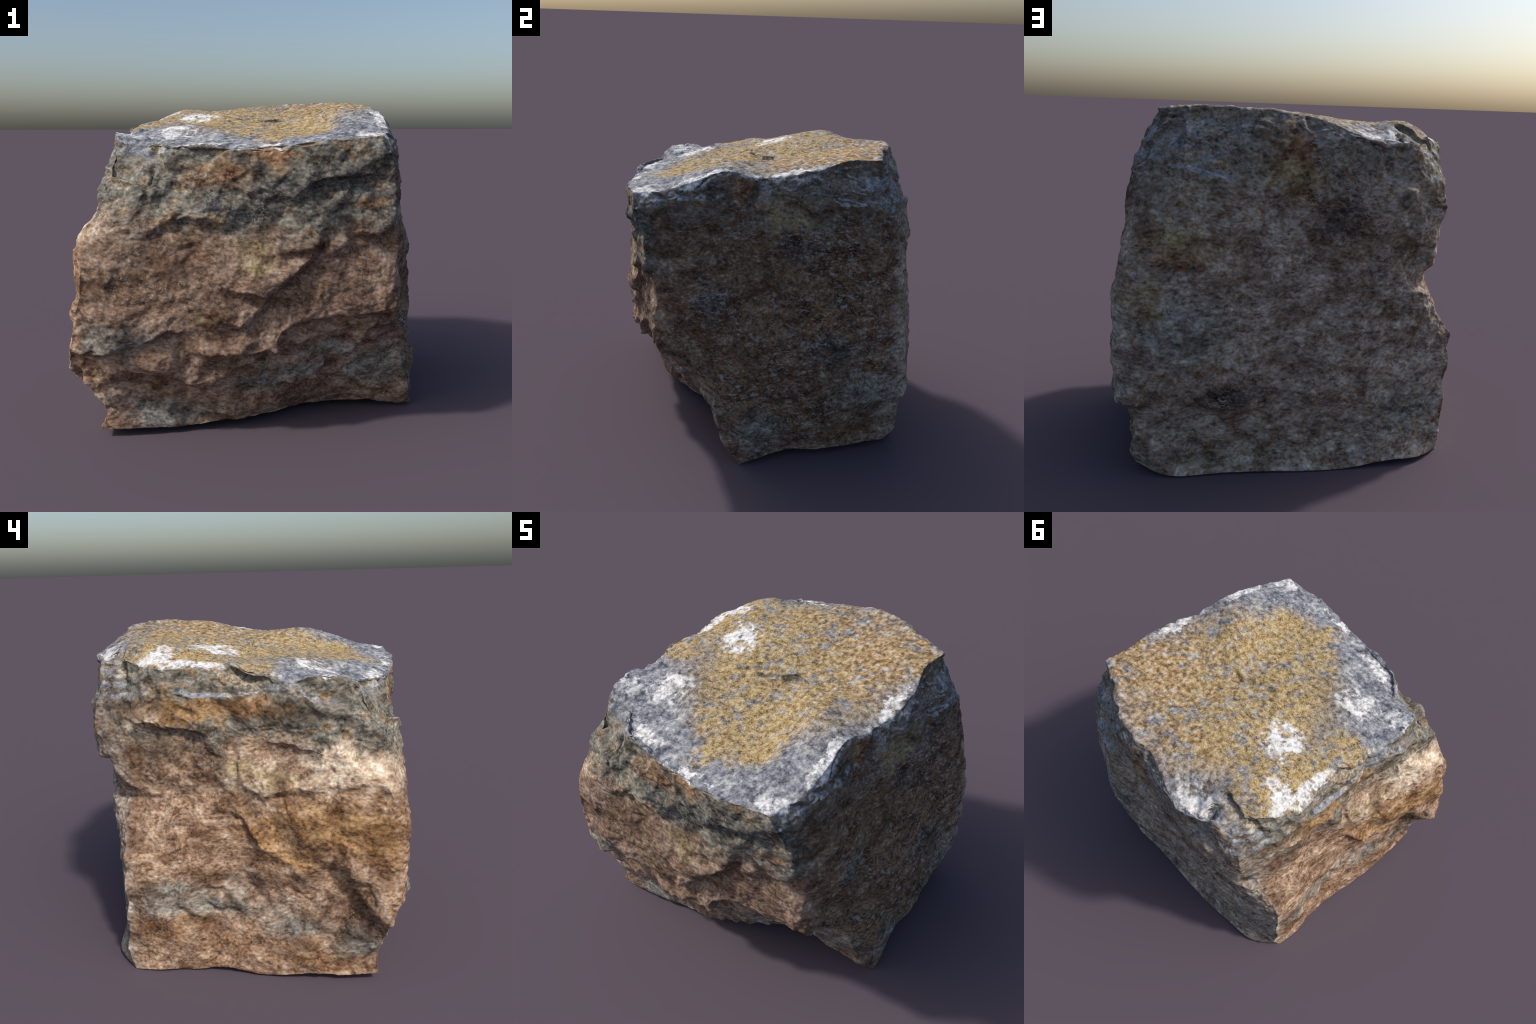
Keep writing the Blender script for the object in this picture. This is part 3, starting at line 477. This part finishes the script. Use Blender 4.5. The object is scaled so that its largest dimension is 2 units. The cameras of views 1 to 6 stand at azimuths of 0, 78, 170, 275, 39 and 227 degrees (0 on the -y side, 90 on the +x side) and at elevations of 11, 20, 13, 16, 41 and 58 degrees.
# Stains, crusts, veins and dark patches: where they sit (x, y, z) and how far they reach.
PALE_SHELF = [((-.80, -.08, 1.14), (.16, .17, .09)), ((-.86, -.36, 1.16), (.16, .20, .07)),
              ((-.86, -.66, 1.19), (.18, .16, .09)), ((-.78, .56, 1.44), (.12, .10, .05)),
              ((-.84, -.48, 1.24), (.10, .12, .07))]
OCHRE = [((-.92, -.45, .92), (.16, .36, .15)), ((-.94, -.68, .88), (.12, .12, .16)),
         ((-.76, .15, 1.50), (.12, .40, .06)), ((-.75, .30, 1.44), (.10, .22, .05)),
         ((-.86, -.10, .86), (.12, .16, .10)), ((-.84, -.20, .72), (.12, .22, .07))]
UMBER = [((.90, -.15, .75), (.14, .22, .16)), ((.90, .50, 1.15), (.14, .16, .22)), ((-.76, .36, 1.26), (.14, .26, .13)), ((-.74, .60, 1.22), (.10, .12, .14)),
         ((-.80, .40, 1.14), (.12, .12, .05)), ((-.42, -.86, 1.10), (.24, .12, .12)),
         ((-.70, -.87, .86), (.24, .12, .16)), ((-.30, -.85, .85), (.20, .12, .10)),
         ((.25, -.80, .83), (.20, .14, .10)), ((-.80, -.50, .34), (.12, .14, .14)),
         ((.93, .10, .40), (.14, .22, .20)), ((.92, .15, 1.0), (.14, .34, .30))]
GREY_BED = [((-.82, .20, .40), (.12, .45, .10)), ((-.84, .36, .46), (.12, .32, .09)), ((-.84, .05, .52), (.12, .16, .07)),
            ((-.82, -.28, .30), (.12, .16, .06)), ((-.86, -.60, .22), (.14, .14, .10)),
            ((.46, -.62, .48), (.20, .20, .06)), ((.24, -.62, .35), (.14, .14, .06)),
            ((.04, -.66, .30), (.18, .16, .05)), ((.72, -.44, .30), (.22, .20, .16)),
            ((-.72, -.86, .60), (.22, .12, .09)), ((-.45, -.70, .12), (.25, .16, .08)),
            ((.96, -.16, .22), (.12, .16, .14)), ((.97, .50, .45), (.12, .22, .14)),
            ((-.62, .78, .34), (.22, .14, .16)), ((.62, .84, .80), (.20, .14, .18))]
RUST = [((.90, .30, .70), (.12, .20, .14)), ((.84, -.40, 1.05), (.10, .10, .12)), ((.86, .10, 1.35), (.10, .20, .09)), ((-.10, .90, 1.35), (.14, .12, .14)), ((.40, .86, .45), (.16, .12, .08)), ((-.82, .42, .28), (.14, .22, .07)), ((-.84, .08, .18), (.14, .20, .06)),
        ((-.86, -.35, .12), (.14, .25, .05)), ((.10, -.84, 1.56), (.16, .08, .05)),
        ((-.20, -.82, 1.46), (.18, .10, .08)), ((.70, .80, 1.17), (.18, .12, .09)),
        ((.10, .88, 1.66), (.10, .12, .12)), ((.05, .90, 1.46), (.12, .12, .10)),
        ((.74, -.22, 1.66), (.08, .07, .12)), ((.92, .22, .92), (.10, .10, .09)),
        ((.60, -.80, 1.30), (.10, .10, .03)), ((-.78, .02, 1.50), (.10, .14, .05)),
        ((-.80, .10, .98), (.12, .12, .06))]
YELLOW_GREY = [((-.82, -.15, 1.13), (.10, .12, .06)), ((.84, .0, 1.55), (.10, .14, .10)), ((.10, .86, 1.55), (.16, .12, .07)), ((.62, .82, 1.25), (.18, .12, .08)), ((.02, -.86, 1.00), (.10, .08, .05)), ((-.25, -.85, .73), (.08, .08, .04)),
               ((.0, -.86, 1.09), (.14, .08, .06)), ((-.80, .02, 1.18), (.12, .12, .05)),
               ((.80, .72, .92), (.12, .14, .12))]
DARK_PATCHES = [((.90, .30, .70), (.12, .20, .14)), ((.84, -.40, 1.05), (.10, .10, .12)), ((.86, .10, 1.35), (.10, .20, .09)), ((-.10, .90, 1.35), (.14, .12, .14)), ((.40, .86, .45), (.16, .12, .08)), ((.20, -.82, 1.38), (.22, .10, .10)), ((.50, -.84, 1.42), (.16, .10, .06)),
               ((.66, -.84, 1.52), (.10, .08, .09)), ((.02, -.84, 1.25), (.12, .10, .05)),
               ((-.20, -.82, 1.30), (.10, .10, .05))]
YELLOW_LICHEN = [((.10, .15, 1.78), (.60, .66, .5)), ((.22, -.42, 1.70), (.24, .24, .4)),
                 ((.09, -.62, 1.64), (.08, .16, .3)), ((.52, .42, 1.85), (.30, .28, .2)),
                 ((-.50, .36, 1.74), (.24, .32, .2)), ((-.62, .02, 1.70), (.16, .20, .2)),
                 ((.02, -.40, 1.70), (.22, .20, .3))]
WHITE_LICHEN = [((-.43, -.38, 1.69), (.16, .13, .2)), ((-.35, .18, 1.77), (.12, .13, .2)),
                ((-.60, .44, 1.74), (.12, .08, .1)), ((-.68, .28, 1.71), (.05, .16, .1)),
                ((-.30, .78, 1.74), (.12, .09, .12)), ((-.68, -.44, 1.66), (.10, .10, .06)),
                ((.685, -.46, 1.72), (.035, .22, .06)), ((.62, -.80, 1.65), (.10, .07, .05)),
                ((.73, .02, 1.76), (.035, .26, .05)), ((-.32, -.70, 1.60), (.16, .05, .05)),
                ((.10, -.82, 1.60), (.40, .025, .03)), ((-.40, .28, 1.76), (.06, .05, .1))]

def stone_material():
    m = bpy.data.materials.new("lichened_stone"); m.use_nodes = True
    t = m.node_tree; t.nodes.clear(); k = Nodes(t)
    P = k.new('ShaderNodeTexCoord').outputs['Object']
    xyz = k.new('ShaderNodeSeparateXYZ'); k.put(xyz.inputs[0], P)
    x, y, z = xyz.outputs
    nrm = k.new('ShaderNodeSeparateXYZ'); k.put(nrm.inputs[0], k.new('ShaderNodeNewGeometry').outputs['Normal'])

    # ragged coordinates shared by every stain edge
    def wobble(scale, amount, detail):
        n = k.new('ShaderNodeTexNoise'); k.put(n.inputs['Vector'], P)
        n.inputs['Scale'].default_value = scale; n.inputs['Detail'].default_value = detail
        n.inputs['Roughness'].default_value = 0.65
        return k.vec('MULTIPLY', k.vec('SUBTRACT', n.outputs['Color'], (.5, .5, .5)), (amount,) * 3)
    R = k.vec('ADD', k.vec('ADD', P, wobble(5, .22, 3)), wobble(26, .11, 5))

    def spread(spots, soft=0.45):
        # nearest ragged ellipsoid, faded over its rim
        near = None
        for c, r in spots:
            n = k.new('ShaderNodeVectorMath', operation='MULTIPLY_ADD')
            k.put(n.inputs[0], R)
            n.inputs[1].default_value = [1 / q for q in r]
            n.inputs[2].default_value = [-p / q for p, q in zip(c, r)]
            d = k.vec('LENGTH', n.outputs[0])
            near = d if near is None else k.math('MINIMUM', near, d)
        return k.step(near, 1 + soft, 1 - soft)

    # grain: bedded (slightly flattened) and isotropic speckle
    bed = k.vec('MULTIPLY', k.vec('ADD', P, wobble(3, .10, 1)), (1.0, 1.0, 1.5))
    g1 = k.noise(bed, 15, 4, .58)
    g2 = k.noise(bed, 46, 2, .5)
    g3 = k.noise(P, 34, 4, .66)
    g4 = k.noise(P, 120, 3, .6)
    big = k.noise(bed, 4.5, 5, .6)

    # ---- body: pink-brown grit, a little different on each side
    def contrast(v, gain):
        return k.math('ADD', k.math('MULTIPLY', k.math('SUBTRACT', v, .5), gain), .5)
    grit = contrast(k.math('ADD', k.math('MULTIPLY', g1, .5), k.math('MULTIPLY', g2, .5)), 1.12)
    g3 = contrast(g3, 1.35)
    mottle = contrast(k.noise(bed, 6.5, 6, .58), 1.15)
    front = k.ramp(grit, [(.34, (.075, .049, .036)), (.44, (.178, .112, .076)), (.53, (.268, .175, .123)), (.62, (.335, .25, .19)), (.70, (.42, .36, .295))])
    left = k.ramp(grit, [(.34, (.085, .049, .030)), (.43, (.21, .122, .072)), (.52, (.335, .215, .138)), (.61, (.425, .31, .225)), (.69, (.56, .48, .385))])
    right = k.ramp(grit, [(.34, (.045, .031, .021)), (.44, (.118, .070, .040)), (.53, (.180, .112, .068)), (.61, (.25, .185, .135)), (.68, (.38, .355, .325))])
    back = k.ramp(grit, [(.34, (.085, .062, .046)), (.43, (.21, .155, .115)), (.52, (.31, .245, .19)), (.60, (.39, .345, .29)), (.68, (.52, .50, .46))])
    lx = k.math('SUBTRACT', k.math('DIVIDE', x, -.86), k.math('DIVIDE', y, -.82))
    on_left = k.math('MULTIPLY', k.step(lx, -.02, .10), k.step(x, -.45, -.60))
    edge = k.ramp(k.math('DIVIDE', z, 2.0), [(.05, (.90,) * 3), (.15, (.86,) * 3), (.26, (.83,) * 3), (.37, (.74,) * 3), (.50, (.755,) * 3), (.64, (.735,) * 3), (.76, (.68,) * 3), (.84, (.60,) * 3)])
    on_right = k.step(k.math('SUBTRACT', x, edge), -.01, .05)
    on_back = k.step(k.math('ADD', y, k.math('MULTIPLY', big, .08)), .64, .74)
    body = k.mix(on_left, front, left)
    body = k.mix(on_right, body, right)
    body = k.mix(on_back, body, back)

    # ---- cap: grey slate with rusty bands above a ragged, dipping contact
    lift = k.math('ADD', z, k.math('MULTIPLY', k.math('SUBTRACT', k.noise(P, 3.2, 6, .62), .5), .75))
    lift = k.math('SUBTRACT', lift, k.math('MULTIPLY', y, .10))
    in_cap = k.math('MULTIPLY', k.step(lift, 1.18, 1.36), k.math('SUBTRACT', 1.0, k.math('MULTIPLY', k.math('MAXIMUM', on_right, on_back), k.step(k.math('ADD', z, mottle), 2.18, 1.78, .25, .96))))
    slate = k.ramp(grit, [(.34, (.045, .045, .04)), (.44, (.125, .12, .10)), (.53, (.20, .195, .165)), (.62, (.29, .275, .23)), (.70, (.44, .42, .36))])
    rusty = k.ramp(grit, [(.34, (.04, .03, .02)), (.46, (.14, .088, .048)), (.56, (.23, .16, .095)), (.68, (.36, .30, .21))])
    cap = k.mix(k.step(k.noise(bed, 6.5, 5, .65), .50, .62), slate, rusty)
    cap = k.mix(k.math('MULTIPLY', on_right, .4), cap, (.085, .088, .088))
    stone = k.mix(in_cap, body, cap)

    # ---- stains and beds
    keep = k.step(g3, .36, .56)
    def stain(col, spots, ramp, amount, soft=.5, ragged=True):
        f = k.math('MULTIPLY', spread(spots, soft), amount)
        if ragged:
            f = k.math('MULTIPLY', f, k.step(k.math('ADD', keep, f), .35, 1.0))
        return k.mix(f, col, k.ramp(grit, ramp))
    stone = stain(stone, UMBER, [(.36, (.05, .032, .022)), (.48, (.13, .078, .048)), (.62, (.24, .155, .10))], .75, .6)
    stone = stain(stone, GREY_BED, [(.36, (.06, .065, .062)), (.48, (.17, .17, .15)), (.60, (.29, .285, .26)), (.7, (.42, .42, .39))], .8)
    stone = stain(stone, OCHRE, [(.36, (.10, .052, .02)), (.48, (.27, .145, .052)), (.60, (.38, .23, .105)), (.7, (.46, .35, .22))], .85)
    stone = stain(stone, RUST, [(.36, (.07, .034, .018)), (.48, (.21, .108, .052)), (.60, (.31, .19, .10)), (.7, (.42, .33, .23))], .85)
    stone = stain(stone, PALE_SHELF, [(.34, (.26, .175, .115)), (.45, (.48, .355, .25)), (.56, (.64, .53, .40)), (.68, (.76, .69, .58))], .92, .55)
    stone = stain(stone, YELLOW_GREY, [(.36, (.12, .09, .045)), (.50, (.31, .235, .11)), (.64, (.45, .38, .23))], .7)
    stone = stain(stone, DARK_PATCHES, [(.38, (.02, .022, .025)), (.52, (.055, .06, .062)), (.66, (.16, .155, .14))], .85, .6)

    # ---- hand-sized blotches, dark and warm to pale and greyish
    stone = k.mix(.85, stone, k.ramp(mottle, [(.36, (.48, .40, .35)), (.44, (.76, .71, .67)), (.51, (1.0, 1.0, 1.0)), (.59, (1.2, 1.24, 1.26)), (.67, (1.38, 1.46, 1.5))]), 'MULTIPLY')
    # ---- scattered mineral specks
    drift = k.step(k.noise(P, 3.7, 3, .55), .40, .62, .25, 1.0)
    shade = k.math('MAXIMUM', on_right, on_back)
    dip = k.vec('MULTIPLY', k.vec('ADD', P, wobble(6, .05, 2)), (1.0, 1.0, 1.9))
    def flecks(v, scale, lo, hi, amount, colour):
        f = k.math('MULTIPLY', k.step(k.noise(v, scale, 3, .62), lo, hi), amount * .65)
        return k.mix(k.math('MULTIPLY', drift, f), stone, colour)
    stone = flecks(P, 70, .59, .64, .55, (.48, .46, .41))
    stone = flecks(dip, 40, .575, .61, .55, (.27, .30, .315))
    stone = flecks(P, 34, .59, .64, .5, (.28, .15, .06))
    stone = flecks(dip, 27, .415, .375, .6, (.045, .036, .03))
    # the two worn sides carry crisp pale crusty flecks
    worn_fleck = k.math('MULTIPLY', k.step(k.noise(dip, 24, 5, .66), .565, .60), k.math('MULTIPLY', shade, drift))
    stone = k.mix(k.math('MULTIPLY', worn_fleck, .6), stone, (.36, .375, .37))
    worn_rust = k.math('MULTIPLY', k.step(k.noise(P, 13, 5, .66), .60, .65), shade)
    stone = k.mix(k.math('MULTIPLY', worn_rust, .6), stone, (.20, .105, .045))

    # ---- top: blue-grey slate under white and yellow lichen
    up = k.math('ADD', nrm.outputs[2], k.math('MULTIPLY', k.math('SUBTRACT', g1, .5), .8))
    top = k.math('MULTIPLY', k.step(up, .45, .70), k.step(z, 1.48, 1.56))
    bare = k.ramp(k.math('ADD', k.math('ADD', k.math('MULTIPLY', g3, .45), k.math('MULTIPLY', g4, .2)), k.math('MULTIPLY', contrast(k.noise(P, 11, 5, .65), 1.3), .35)),
                  [(.38, (.055, .06, .07)), (.46, (.145, .152, .175)), (.53, (.255, .262, .285)), (.60, (.40, .40, .395)), (.69, (.62, .61, .585))])
    stone = k.mix(top, stone, bare)
    fleck = k.step(k.noise(P, 13, 6, .70), .38, .60)
    white = k.math('MULTIPLY', spread(WHITE_LICHEN, .45), k.step(nrm.outputs[2], .0, .4))
    white = k.math('MULTIPLY', white, k.step(k.math('ADD', fleck, white), .95, 1.6))
    yellow = k.math('MULTIPLY', spread(YELLOW_LICHEN, .28), top)
    crust = k.noise(P, 15, 7, .72)
    yellow = k.math('MULTIPLY', yellow, k.step(k.math('ADD', crust, k.math('MULTIPLY', k.math('SUBTRACT', big, .5), .35)), .37, .51, .14, 1.0))
    yellow_c = k.ramp(k.math('ADD', k.math('MULTIPLY', g4, .5), k.math('MULTIPLY', g3, .5)),
                      [(.36, (.085, .058, .028)), (.44, (.25, .172, .078)), (.53, (.41, .298, .145)), (.62, (.52, .42, .25)), (.7, (.60, .55, .43))])
    tan = k.step(k.math('ADD', k.math('MULTIPLY', k.math('ADD', x, y), .5), k.math('MULTIPLY', big, .5)), .30, .70)
    yellow_c = k.mix(k.math('MULTIPLY', tan, .75), yellow_c, k.ramp(g3, [(.36, (.12, .075, .038)), (.48, (.30, .19, .09)), (.58, (.42, .29, .155)), (.68, (.52, .45, .35))]))
    stone = k.mix(yellow, stone, yellow_c)
    white_c = k.ramp(g3, [(.32, (.34, .33, .32)), (.46, (.62, .61, .60)), (.6, (.78, .77, .75))])
    stone = k.mix(white, stone, white_c)

    bump = k.new('ShaderNodeBump'); bump.inputs['Strength'].default_value = .12; bump.inputs['Distance'].default_value = .006
    k.put(bump.inputs['Height'], k.math('ADD', g2, k.math('MULTIPLY', g4, .5)))
    b = k.new('ShaderNodeBsdfPrincipled'); b.inputs['Roughness'].default_value = .92
    b.inputs['Specular IOR Level'].default_value = .2
    k.put(b.inputs['Base Color'], stone); k.put(b.inputs['Normal'], bump.outputs[0])
    o = k.new('ShaderNodeOutputMaterial'); t.links.new(b.outputs[0], o.inputs[0])
    return m


def make_part(name, V, Q, N, material, parent):
    used = np.unique(Q)
    new = np.zeros(len(V), np.int64); new[used] = np.arange(len(used))
    q = new[Q]
    me = bpy.data.meshes.new(name)
    me.vertices.add(len(used)); me.vertices.foreach_set("co", V[used].ravel())
    me.loops.add(4 * len(q)); me.loops.foreach_set("vertex_index", q.ravel().astype(np.int32))
    me.polygons.add(len(q))
    me.polygons.foreach_set("loop_start", np.arange(len(q), dtype=np.int32) * 4)
    me.update(calc_edges=True); me.validate()
    me.shade_smooth()
    me.normals_split_custom_set_from_vertices(N[used].tolist())
    me.materials.append(material)
    ob = bpy.data.objects.new(name, me)
    bpy.context.scene.collection.objects.link(ob)
    ob.parent = parent
    return ob

V, Q = shape_stone()
N = normals(V, Q)

# one continuous skin, parted where the matter changes
mid = V[Q].mean(1); up = N[Q][:, :, 2].mean(1)
contact = mid[:, 2] - 0.1 * mid[:, 1] + 0.12 * fbm(mid * 3.2, 3, 90)
crusted = np.zeros(len(Q), bool)
ragged = mid + 0.05 * np.stack([fbm(mid * 9, 2, 95 + c) for c in range(3)], 1)
for c, r in YELLOW_LICHEN:
    crusted |= (((ragged - c) / r) ** 2).sum(1) < 1
crusted &= (up > 0.55) & (mid[:, 2] > 1.5)
capped = (contact > 1.25) & ~crusted

boulder = bpy.data.objects.new("boulder", None)
bpy.context.scene.collection.objects.link(boulder)
boulder["label"] = "squarish weathered grey and brown boulder with yellow and white lichen"
boulder["category"] = "rock"
stone = stone_material()
make_part("sandstone_body", V, Q[~crusted & ~capped], N, stone, boulder)
make_part("slate_cap", V, Q[capped], N, stone, boulder)
make_part("lichen_crust", V, Q[crusted], N, stone, boulder)
